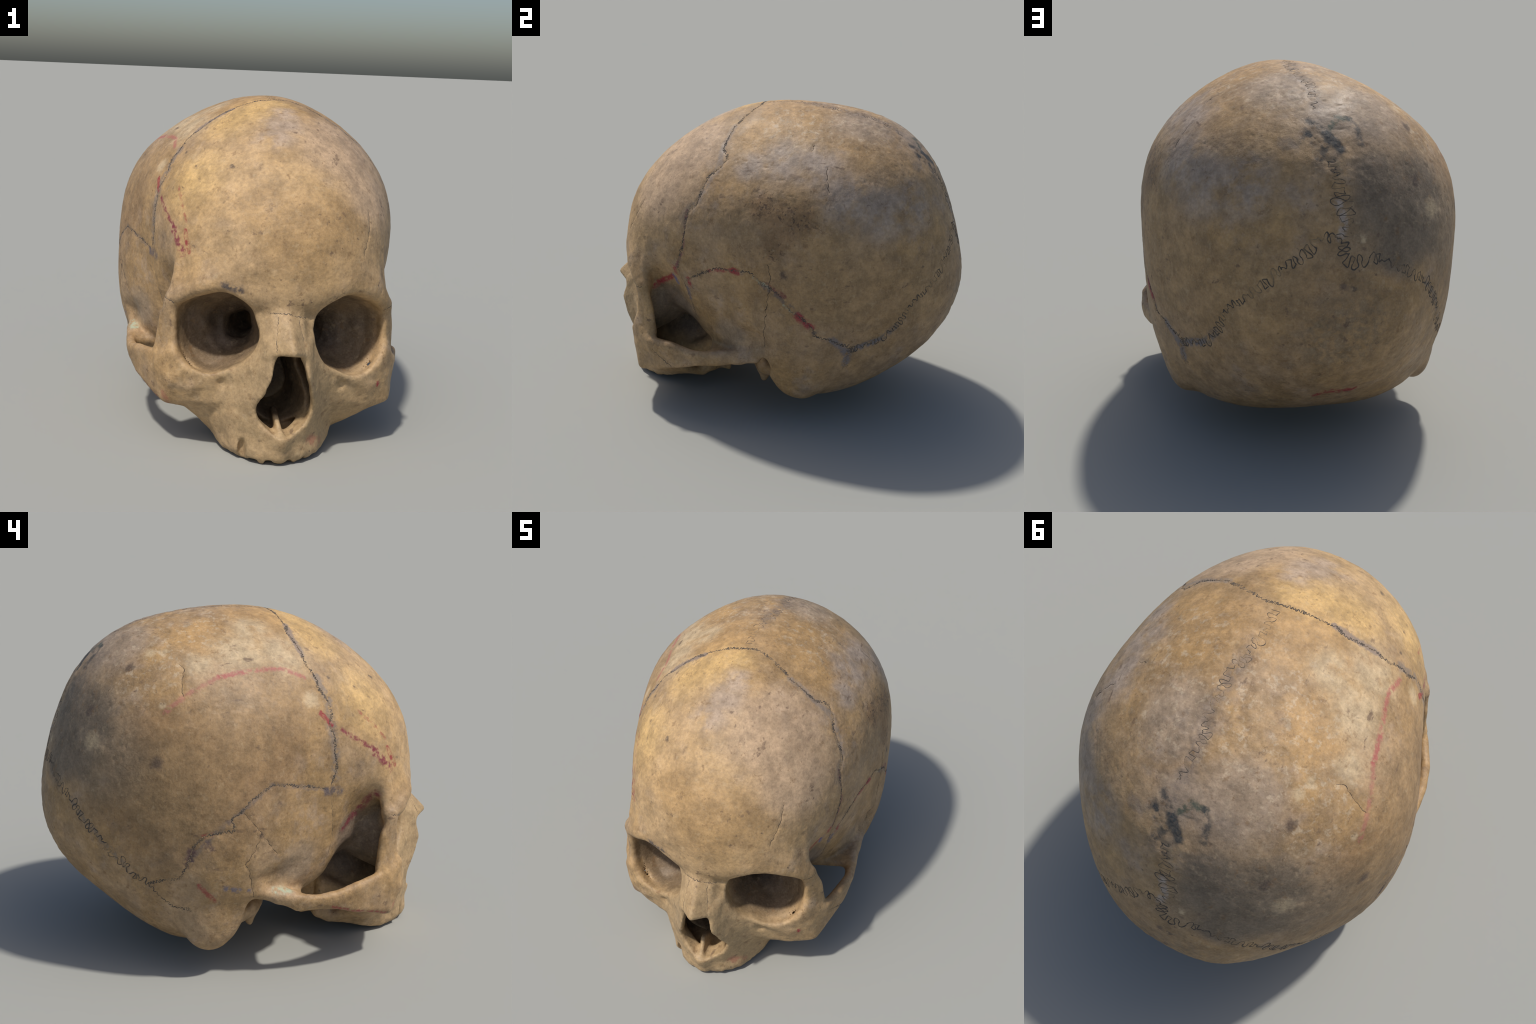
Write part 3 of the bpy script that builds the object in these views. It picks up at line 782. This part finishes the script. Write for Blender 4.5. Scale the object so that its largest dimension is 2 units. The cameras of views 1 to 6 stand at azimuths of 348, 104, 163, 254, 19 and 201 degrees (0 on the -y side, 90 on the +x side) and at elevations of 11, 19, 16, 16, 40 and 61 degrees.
def bone_material(lo, hi, bvh):
    """Bone colour for the part of the skull inside the box lo..hi (marks that lie elsewhere are skipped)."""
    g = Graph("aged_bone")

    def here(pts, margin):
        P = np.asarray(pts, float)
        return bool(np.all(P.max(0) + margin > lo) and np.all(P.min(0) - margin < hi))

    wide, mid, fine = g.warp(5.0, 0.16), g.warp(14.0, 0.08), g.warp(55.0, 0.026)
    ragged = g.warp(34.0, 0.055)
    n1 = g.noise(3.2, 4.0, 0.6)
    n2 = g.noise(9.0, 5.0, 0.65)
    n3 = g.noise(34.0, 4.0, 0.6)
    n4 = g.noise(120.0, 3.0, 0.6)
    col = g.mix(g.ramp(n1, 0.35, 0.65), TAN, OCHRE)
    col = g.mix(g.math("MULTIPLY", g.ramp(n2, 0.50, 0.72), 0.55), col, MAUVE)
    col = g.mix(g.math("MULTIPLY", g.ramp(g.noise(6.0, 5.0, 0.6), 0.50, 0.70), 0.55), col, (0.25, 0.165, 0.085))
    # paler, warmer forehead and face
    front = g.blobs(wide, [((0.0, -0.72, 1.10), 0.52), ((0.0, -0.80, 0.45), 0.55)], 0.35)
    col = g.mix(g.math("MULTIPLY", front, 0.55), col, (0.51, 0.36, 0.192))
    face = g.blobs(wide, [((0.0, -0.80, 0.35), 0.40), ((0.0, -0.85, 0.10), 0.30)], 0.4)
    col = g.mix(g.math("MULTIPLY", face, 0.6), col, (0.40, 0.305, 0.180))
    col = g.mix(g.math("MULTIPLY", face, g.ramp(g.noise(11.0, 5.0, 0.65), 0.50, 0.68, 0.0, 0.75)), col, (0.25, 0.175, 0.095))
    # broad colour patches
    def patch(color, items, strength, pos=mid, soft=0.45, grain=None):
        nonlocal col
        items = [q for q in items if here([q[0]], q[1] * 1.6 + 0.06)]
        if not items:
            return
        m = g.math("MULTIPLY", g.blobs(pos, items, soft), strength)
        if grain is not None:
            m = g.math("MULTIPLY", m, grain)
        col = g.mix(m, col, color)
    patch(OCHRE, [((0.03, -0.83, 1.08), 0.20), ((0.21, -0.80, 1.09), 0.16), ((-0.14, -0.75, 1.18), 0.12)], 0.75)
    patch((0.44, 0.33, 0.235), [((0.315, -0.474, 1.393), 0.24), ((0.405, -0.57, 1.24), 0.20)], 0.7)
    patch(YELLOW, [((-0.10, -0.22, 1.58), 0.15), ((0.0, -0.20, 1.60), 0.09), ((-0.22, -0.26, 1.51), 0.13), ((-0.40, -0.45, 1.26), 0.15)], 0.62, mid, 0.85)
    patch(MAUVE, [((0.045, -0.315, 1.56), 0.075), ((0.01, -0.40, 1.51), 0.09), ((-0.03, -0.48, 1.46), 0.09)], 0.75, mid, 0.6, g.ramp(n2, 0.30, 0.55))
    patch((0.42, 0.27, 0.12), [((0.23, 0.06, 1.60), 0.18), ((0.39, -0.05, 1.50), 0.13), ((-0.08, 0.03, 1.62), 0.15), ((-0.16, -0.02, 1.59), 0.12),
                               ((-0.28, 0.28, 1.54), 0.14)], 0.75)
    patch(CREAM, [((-0.25, 0.06, 1.56), 0.09), ((-0.38, -0.06, 1.466), 0.11), ((-0.385, 0.14, 1.48), 0.12), ((-0.43, 0.34, 1.44), 0.06)], 0.8, mid, 0.6, g.ramp(n2, 0.28, 0.55))
    patch((0.365, 0.31, 0.27), [((0.51, 0.12, 1.43), 0.11), ((0.53, 0.29, 1.41), 0.11), ((0.60, 0.47, 1.27), 0.14), ((0.54, 0.62, 1.22), 0.16),
                                ((0.53, -0.04, 1.39), 0.08), ((0.41, 0.75, 1.22), 0.13)], 0.75, mid, 0.6, g.ramp(n2, 0.30, 0.55))
    patch((0.25, 0.158, 0.078), [((-0.67, 0.35, 0.98), 0.28), ((-0.62, 0.55, 0.85), 0.24), ((-0.66, 0.12, 1.08), 0.20), ((-0.60, 0.55, 1.15), 0.16)], 0.95, mid, 0.75)
    patch((0.28, 0.185, 0.095), [((0.70, 0.30, 0.80), 0.30), ((0.60, 0.60, 0.75), 0.25), ((0.10, 0.95, 0.75), 0.28)], 0.6, mid, 0.75)
    patch((0.34, 0.235, 0.125), [((-0.656, 0.467, 0.94), 0.26), ((-0.645, 0.20, 1.19), 0.20), ((0.42, 0.86, 0.82), 0.20), ((-0.05, 0.94, 0.51), 0.22),
                                 ((0.66, 0.45, 0.85), 0.24), ((0.45, 0.60, 1.42), 0.14)], 0.6)
    patch((0.30, 0.255, 0.215), [((-0.13, 0.65, 1.48), 0.17), ((0.19, 0.47, 1.56), 0.15), ((0.06, 0.70, 1.47), 0.10)], 0.6)
    # dark earth stain on the rear right, with a sharper border along the midline
    patch((0.135, 0.112, 0.088), [((-0.15, 0.88, 1.16), 0.16), ((-0.25, 0.87, 1.08), 0.18), ((-0.18, 0.93, 0.97), 0.11), ((-0.10, 0.85, 1.26), 0.10),
                                  ((-0.33, 0.82, 1.18), 0.15)], 0.85, mid, 0.35)
    patch((0.20, 0.16, 0.115), [((-0.45, 0.75, 1.05), 0.20), ((-0.30, 0.79, 1.21), 0.20), ((-0.05, 0.95, 1.02), 0.12)], 0.55, mid, 0.6)
    patch((0.17, 0.135, 0.095), [((0.12, 0.97, 0.61), 0.14), ((0.02, 0.96, 0.66), 0.16)], 0.65, mid, 0.6, g.ramp(n3, 0.35, 0.6))
    # brown stain on the left side
    patch((0.24, 0.15, 0.075), [((0.66, 0.05, 1.21), 0.07), ((0.68, 0.25, 1.17), 0.07), ((0.69, 0.16, 1.15), 0.10), ((0.70, 0.12, 1.05), 0.07)], 0.8, mid, 0.5)
    patch(BROWN, [((0.66, 0.04, 1.22), 0.07), ((0.68, 0.25, 1.17), 0.08), ((0.67, 0.15, 1.22), 0.05)], 0.9, fine, 0.6, g.ramp(n3, 0.52, 0.60))
    patch((0.075, 0.045, 0.03), [((0.655, 0.05, 1.235), 0.09), ((0.68, 0.25, 1.17), 0.09), ((0.67, 0.15, 1.22), 0.07), ((0.69, 0.12, 1.02), 0.06)], 0.9, fine, 0.7, g.ramp(g.noise(40.0, 4.0, 0.7), 0.56, 0.62))
    patch((0.27, 0.225, 0.18), [((-0.62, -0.10, 0.55), 0.10), ((0.60, -0.15, 0.50), 0.09)], 0.6)
    patch((0.135, 0.098, 0.062), [((-0.25, -0.475, 0.56), 0.275), ((0.24, -0.505, 0.55), 0.275), ((-0.03, -0.66, 0.33), 0.20)], 0.92, mid, 0.18)  # darker brown on the inner walls of the orbits and the nose
    patch((0.070, 0.052, 0.038), [((-0.17, -0.42, 0.56), 0.17), ((0.16, -0.45, 0.55), 0.17), ((-0.03, -0.60, 0.36), 0.15)], 0.85, ragged, 0.25)  # near-black painted over the deepest ends, where little light reaches
    patch((0.22, 0.175, 0.14), [((-0.44, -0.42, 0.58), 0.12), ((0.43, -0.46, 0.58), 0.12), ((-0.30, -0.42, 0.42), 0.12), ((0.29, -0.44, 0.42), 0.12)], 0.6, mid, 0.4)
    patch((0.50, 0.42, 0.31), [((-0.15, 0.35, 1.57), 0.30), ((-0.33, 0.52, 1.43), 0.22), ((0.15, 0.40, 1.58), 0.25), ((0.30, 0.15, 1.58), 0.20)], 0.6, mid, 0.5,
          g.ramp(g.noise(30.0, 5.0, 0.65), 0.52, 0.66))
    # small light and dark spots
    patch(CREAM, [((-0.373, 0.80, 1.10), 0.038), ((-0.333, 0.472, 1.475), 0.02), ((-0.31, 0.534, 1.467), 0.022), ((-0.532, 0.514, 1.282), 0.015),
                  ((-0.528, -0.153, 1.285), 0.035), ((-0.02, 0.96, 1.03), 0.018)], 0.75, ragged, 0.6)
    patch((0.07, 0.05, 0.045), [((-0.605, 0.555, 1.045), 0.028), ((-0.32, 0.624, 1.409), 0.020), ((-0.30, 0.80, 1.22), 0.025), ((-0.42, -0.27, 1.368), 0.009),
                                ((0.71, 0.17, 0.90), 0.020), ((0.31, -0.78, 1.037), 0.007), ((-0.242, -0.546, 1.322), 0.012), ((-0.701, 0.105, 0.728), 0.014),
                                ((0.067, 0.99, 0.85), 0.018), ((0.03, 0.99, 0.84), 0.012), ((0.43, -0.76, 0.816), 0.010)], 0.75, ragged, 0.6)
    # uneven tone
    for sc, lo_v, hi_v in ((11.0, 0.74, 1.18), (46.0, 0.88, 1.10)):
        v = g.ramp(g.noise(sc, 6.0, 0.68), 0.32, 0.68, lo_v, hi_v)
        cmb = g.node("ShaderNodeCombineColor")
        for k in range(3):
            g.put(cmb.inputs[k], v)
        col = g.mix(1.0, col, cmb.outputs[0], "MULTIPLY")
    # weathering: spots, pores, streaks
    col = g.mix(g.math("MULTIPLY", g.ramp(g.noise(20.0, 4.0, 0.68), 0.58, 0.72), 0.65), col, BROWN)
    col = g.mix(g.math("MULTIPLY", g.ramp(g.noise(48.0, 3.0, 0.6, squash=(1.0, 1.0, 0.6)), 0.65, 0.74), 0.5), col, (0.13, 0.085, 0.05))
    col = g.mix(g.math("MULTIPLY", g.ramp(n3, 0.55, 0.75), 0.30), col, CREAM)
    smear = g.math("MULTIPLY", g.ramp(g.noise(30.0, 4.0, 0.6, squash=(1.0, 0.45, 1.0)), 0.60, 0.70), g.ramp(g.noise(4.5, 2.0), 0.45, 0.6))
    col = g.mix(g.math("MULTIPLY", smear, 0.7), col, (0.11, 0.07, 0.05))
    vor = g.node("ShaderNodeTexVoronoi")
    vor.inputs["Scale"].default_value = 26.0
    g.put(vor.inputs["Vector"], mid)
    rare = g.math("MULTIPLY", g.ramp(vor.outputs["Distance"], 0.10, 0.22, 1.0, 0.0), g.ramp(g.noise(6.0, 2.0), 0.50, 0.62))
    col = g.mix(g.math("MULTIPLY", rare, 0.35), col, (0.10, 0.065, 0.045))
    # grey dirt along the seams
    rag = g.ramp(n3, 0.36, 0.56)
    def draw(color, pts, width, strength, pos=fine, soft=0.6, broken=True):
        nonlocal col
        pts = [tuple(bvh.find_nearest(Vector(q))[0]) for q in pts]
        if not here(pts, width * 2 + 0.02):
            return
        m = g.math("MULTIPLY", g.stroke(pos, pts, width, soft), strength)
        if broken:
            m = g.math("MULTIPLY", m, rag)
        col = g.mix(m, col, color)
    draw((0.22, 0.18, 0.16), [(-0.182, -0.133, 1.57), (-0.289, -0.14, 1.512), (-0.357, -0.159, 1.46)], 0.016, 0.85, fine, 0.4, False)
    draw((0.17, 0.15, 0.14), [(-0.44, -0.20, 1.37), (-0.509, -0.243, 1.267), (-0.55, -0.24, 1.174), (-0.572, -0.265, 1.05), (-0.575, -0.27, 0.93)], 0.022, 0.7)
    draw((0.23, 0.20, 0.18), [(0.287, -0.189, 1.541), (0.415, -0.22, 1.45), (0.507, -0.216, 1.369), (0.587, -0.313, 1.194)], 0.018, 0.7)
    draw((0.20, 0.165, 0.14), [(0.05, 0.15, 1.635), (0.088, 0.40, 1.597), (0.07, 0.56, 1.55), (0.085, 0.70, 1.46)], 0.028, 0.6)
    draw((0.40, 0.37, 0.36), [(0.07, 0.90, 1.16), (0.05, 0.93, 1.09), (0.073, 0.948, 1.03)], 0.016, 0.7)
    draw((0.15, 0.135, 0.13), [(0.612, 0.495, 0.492), (0.539, 0.641, 0.535), (0.51, 0.71, 0.60)], 0.018, 0.85)
    draw((0.16, 0.13, 0.115), [(-0.587, -0.223, 0.882), (-0.68, 0.06, 0.943), (-0.71, 0.20, 0.842), (-0.70, 0.33, 0.74), (-0.665, 0.428, 0.604)], 0.011, 0.7)
    draw((0.15, 0.14, 0.135), [(-0.318, 0.893, 0.818), (-0.415, 0.811, 0.703), (-0.50, 0.68, 0.55)], 0.014, 0.6)
    draw((0.12, 0.10, 0.095), [(0.705, 0.052, 0.84), (0.714, 0.165, 0.774), (0.708, 0.264, 0.677), (0.693, 0.33, 0.60)], 0.014, 0.85)
    # red, blue and green pencil marks
    PURPLE = (0.19, 0.025, 0.05)
    draw(PURPLE, [(-0.544, -0.296, 1.147), (-0.525, -0.405, 1.079), (-0.505, -0.477, 1.036)], 0.010, 0.9, fine, 0.7)
    draw(PURPLE, [(-0.508, -0.47, 1.04), (-0.487, -0.55, 0.97), (-0.472, -0.585, 0.935)], 0.020, 0.95, ragged, 0.5)
    draw(RED, [(-0.546, -0.196, 1.225), (-0.552, -0.245, 1.17)], 0.011, 0.9)
    draw((0.30, 0.07, 0.06), [(-0.474, -0.392, 1.22), (-0.467, -0.473, 1.157), (-0.452, -0.561, 1.066)], 0.007, 0.7)
    draw(RED, [(-0.458, -0.569, 1.029), (-0.453, -0.594, 0.974), (-0.444, -0.619, 0.941)], 0.012, 0.9)
    draw((0.36, 0.13, 0.115), [(-0.553, 0.507, 1.256), (-0.543, 0.425, 1.316), (-0.501, 0.263, 1.39), (-0.482, 0.159, 1.406)], 0.012, 0.6)
    draw((0.36, 0.10, 0.10), [(-0.501, 0.263, 1.39), (-0.467, 0.064, 1.413), (-0.45, -0.033, 1.413), (-0.464, -0.136, 1.374)], 0.011, 0.75, fine, 0.8)
    draw(PURPLE, [(-0.476, -0.37, 0.648), (-0.462, -0.441, 0.707), (-0.482, -0.51, 0.794)], 0.024, 0.85, ragged, 0.7)
    draw(RED, [(-0.668, 0.378, 0.496), (-0.669, 0.31, 0.419)], 0.011, 0.7)
    draw((0.06, 0.03, 0.045), [(-0.668, 0.41, 0.66), (-0.665, 0.428, 0.604)], 0.020, 0.85)
    draw((0.08, 0.05, 0.065), [(-0.698, 0.337, 0.678), (-0.692, 0.35, 0.70)], 0.016, 0.7)
    draw(RED, [(-0.692, 0.364, 0.735), (-0.70, 0.333, 0.741)], 0.010, 0.7)
    draw(RED, [(-0.686, -0.245, 0.345), (-0.665, -0.359, 0.300), (-0.618, -0.494, 0.260), (-0.573, -0.574, 0.222)], 0.009, 0.8)
    draw((0.05, 0.055, 0.10), [(-0.584, -0.231, 0.869), (-0.565, -0.292, 0.86)], 0.020, 0.75)
    draw(BLUE, [(-0.686, 0.258, 0.477), (-0.683, 0.20, 0.465)], 0.014, 0.7)
    draw(BLUE, [(-0.683, 0.150, 0.454), (-0.683, 0.140, 0.454)], 0.012, 0.7)
    draw(PALE_GREEN, [(-0.655, 0.01, 0.44), (-0.64, -0.04, 0.425)], 0.022, 0.9)
    draw(RED, [(0.444, -0.611, 0.674), (0.457, -0.542, 0.723), (0.50, -0.47, 0.77)], 0.016, 0.95)
    draw(RED, [(0.547, -0.452, 0.835), (0.55, -0.445, 0.80)], 0.014, 0.85)
    draw((0.17, 0.05, 0.075), [(0.58, -0.368, 1.154), (0.601, -0.383, 0.951), (0.563, -0.44, 0.838)], 0.008, 0.75)
    draw((0.09, 0.13, 0.30), [(0.52, -0.464, 0.78), (0.494, -0.445, 0.733)], 0.014, 0.8)
    draw(RED, [(0.58, -0.365, 0.785), (0.565, -0.361, 0.745)], 0.013, 0.9)
    draw((0.09, 0.10, 0.17), [(0.545, -0.378, 0.72), (0.52, -0.37, 0.66)], 0.013, 0.8)
    draw(RED, [(0.637, -0.239, 0.858), (0.659, -0.164, 0.875), (0.68, -0.09, 0.887)], 0.010, 0.8)
    draw(RED, [(0.677, -0.10, 0.885), (0.683, -0.08, 0.882)], 0.018, 0.9, fine, 0.4, False)
    draw((0.16, 0.05, 0.045), [(0.71, 0.086, 0.84), (0.716, 0.176, 0.787)], 0.014, 0.8)
    draw(RED, [(0.71, 0.24, 0.69), (0.70, 0.31, 0.63)], 0.020, 0.9)
    draw(PALE_GREEN, [(0.70, 0.011, 0.868), (0.711, 0.098, 0.825)], 0.007, 0.6)
    draw(PALE_GREEN, [(0.714, 0.176, 0.74), (0.712, 0.22, 0.704)], 0.007, 0.6)
    draw((0.14, 0.145, 0.18), [(0.666, 0.402, 0.557), (0.639, 0.453, 0.521), (0.608, 0.483, 0.456), (0.594, 0.472, 0.40)], 0.020, 0.8)
    draw((0.14, 0.145, 0.18), [(0.60, 0.525, 0.49), (0.546, 0.627, 0.53)], 0.016, 0.75)
    draw(RED, [(0.10, 0.80, 0.31), (0.06, 0.83, 0.345), (0.0, 0.815, 0.335), (-0.06, 0.81, 0.335)], 0.016, 0.9)
    draw(RED, [(0.464, -0.731, 0.325), (0.462, -0.735, 0.315)], 0.009, 0.95)
    draw((0.045, 0.045, 0.06), [(-0.315, -0.77, 0.812), (-0.24, -0.797, 0.805)], 0.018, 0.85, mid)
    draw((0.30, 0.085, 0.07), [(-0.525, -0.60, 0.235), (-0.55, -0.62, 0.27)], 0.016, 0.5)
    draw((0.32, 0.11, 0.08), [(0.10, -0.83, 0.10), (0.15, -0.79, 0.07)], 0.022, 0.6)
    # blurred dark ink sign on the crown
    INK = (0.035, 0.042, 0.048)
    draw(INK, [(0.135, 0.705, 1.455), (0.119, 0.725, 1.440), (0.075, 0.762, 1.408)], 0.017, 0.8)
    draw(INK, [(0.075, 0.762, 1.408), (0.035, 0.809, 1.353)], 0.021, 0.95, fine, 0.5, False)
    draw(INK, [(0.075, 0.775, 1.40), (0.11, 0.816, 1.333), (0.135, 0.825, 1.31)], 0.015, 0.75)
    draw(INK, [(0.149, 0.748, 1.408), (0.147, 0.752, 1.404)], 0.013, 0.95, fine, 0.5, False)
    draw((0.05, 0.075, 0.06), [(0.053, 0.741, 1.433), (0.018, 0.711, 1.461), (-0.031, 0.715, 1.456)], 0.014, 0.85)
    draw(INK, [(-0.031, 0.715, 1.456), (-0.056, 0.747, 1.422), (-0.059, 0.79, 1.37)], 0.014, 0.8)
    draw(INK, [(0.15, 0.74, 1.43), (0.175, 0.76, 1.40)], 0.012, 0.6)
    # fine mottling
    col = g.mix(g.math("MULTIPLY", g.ramp(n4, 0.35, 0.65), 0.08), col, (0.62, 0.52, 0.38))
    col = g.mix(g.math("MULTIPLY", g.ramp(g.noise(75.0, 3.0, 0.6), 0.36, 0.52, 1.0, 0.0), 0.16), col, (0.19, 0.13, 0.08))
    # warm the whole bone a little
    hs = g.node("ShaderNodeHueSaturation")
    hs.inputs["Saturation"].default_value = 1.03
    g.put(hs.inputs["Color"], col)
    col = g.mix(1.0, hs.outputs[0], (1.04, 0.98, 0.925), "MULTIPLY")
    g.put(g.bsdf.inputs["Base Color"], col)
    g.put(g.bsdf.inputs["Roughness"], g.ramp(n2, 0.3, 0.7, 0.50, 0.66))
    g.bsdf.inputs["Specular IOR Level"].default_value = 0.32
    h = g.math("ADD", g.math("MULTIPLY", g.noise(42.0, 5.0, 0.6), 1.0), g.math("MULTIPLY", g.noise(150.0, 2.0, 0.5), 0.2))
    b = g.node("ShaderNodeBump")
    b.inputs["Strength"].default_value = 0.40
    b.inputs["Distance"].default_value = 0.006
    g.put(b.inputs["Height"], h)
    g.put(g.bsdf.inputs["Normal"], b.outputs["Normal"])
    return g.mat


def seam_material(name, dark, light):
    g = Graph(name)
    g.put(g.bsdf.inputs["Base Color"], g.mix(g.ramp(g.noise(13.0, 4.0, 0.6), 0.48, 0.66), dark, light))
    g.bsdf.inputs["Roughness"].default_value = 0.8
    g.bsdf.inputs["Specular IOR Level"].default_value = 0.2
    return g.mat


# ------------------------------------------------------------------ assembly
def main():
    build_field()
    V, Q = surface_nets()
    N = vertex_normals(V, Q)
    V = relief(V, N)
    dirt = seam_material("seam_dirt", (0.090, 0.075, 0.062), (0.29, 0.205, 0.12))
    gap = seam_material("crack_dirt", (0.06, 0.045, 0.035), (0.17, 0.12, 0.075))

    thing = bpy.data.objects.new("human_skull", None)
    bpy.context.scene.collection.objects.link(thing)
    thing["label"] = "aged human skull without jaw or teeth, stained yellow-brown bone"
    thing["category"] = "skull"

    bvh = BVHTree.FromPolygons(V.tolist(), Q.tolist())
    lines = []
    for k, (key, (pts, amp, pitch, rad)) in enumerate(SEAMS.items()):
        pos, nrm = seam_path(bvh, pts, amp, pitch, 20 + k)
        lines.append(("suture", pos, nrm, rad, dirt, k))
    for k, pts in enumerate(CRACKS):
        pos, nrm = seam_path(bvh, pts, 0.0028, 0.05, 60 + k)
        lines.append(("crack", pos, nrm, 0.0014, gap, 40 + k))
    # the surface dips along every line
    A = np.concatenate([l[1] for l in lines])
    tree = KDTree(len(A))
    for i, p in enumerate(A):
        tree.insert(p, i)
    tree.balance()
    near = np.zeros(len(V), bool)
    cell = set(map(tuple, np.unique(np.floor(A / 0.012).astype(int), axis=0)))
    full = {(a + i, b + j, c + k) for a, b, c in cell for i in (-1, 0, 1) for j in (-1, 0, 1) for k in (-1, 0, 1)}
    key = np.floor(V / 0.012).astype(int)
    near = [i for i, q in enumerate(map(tuple, key)) if q in full]
    for i in near:
        d = tree.find(V[i])[2]
        if d < 0.010:
            V[i] -= N[i] * 0.0022 * (1 - (d / 0.010) ** 2)
    N = vertex_normals(V, Q)
    bvh = BVHTree.FromPolygons(V.tolist(), Q.tolist())

    C = V[Q].mean(1)
    R = bone_regions(C)
    for name in ("frontal_bone", "parietal_bone", "parietal_bone_r", "occipital_bone", "temporal_bone", "temporal_bone_r", "sphenoid_bone",
                 "zygomatic_bone", "zygomatic_bone_r", "maxilla", "nasal_bone", "nasal_septum"):
        f = Q[R == name]
        if not len(f):
            continue
        used, inv = np.unique(f, return_inverse=True)
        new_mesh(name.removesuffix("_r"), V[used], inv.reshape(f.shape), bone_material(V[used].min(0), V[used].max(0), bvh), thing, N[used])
    for name, pos, nrm, rad, mat, seed in lines:
        for i in range(len(pos)):
            loc, nor, _, _ = bvh.find_nearest(Vector(pos[i]))
            pos[i], nrm[i] = loc, nor
        tube(name, pos, nrm, rad, mat, thing, seed)


main()
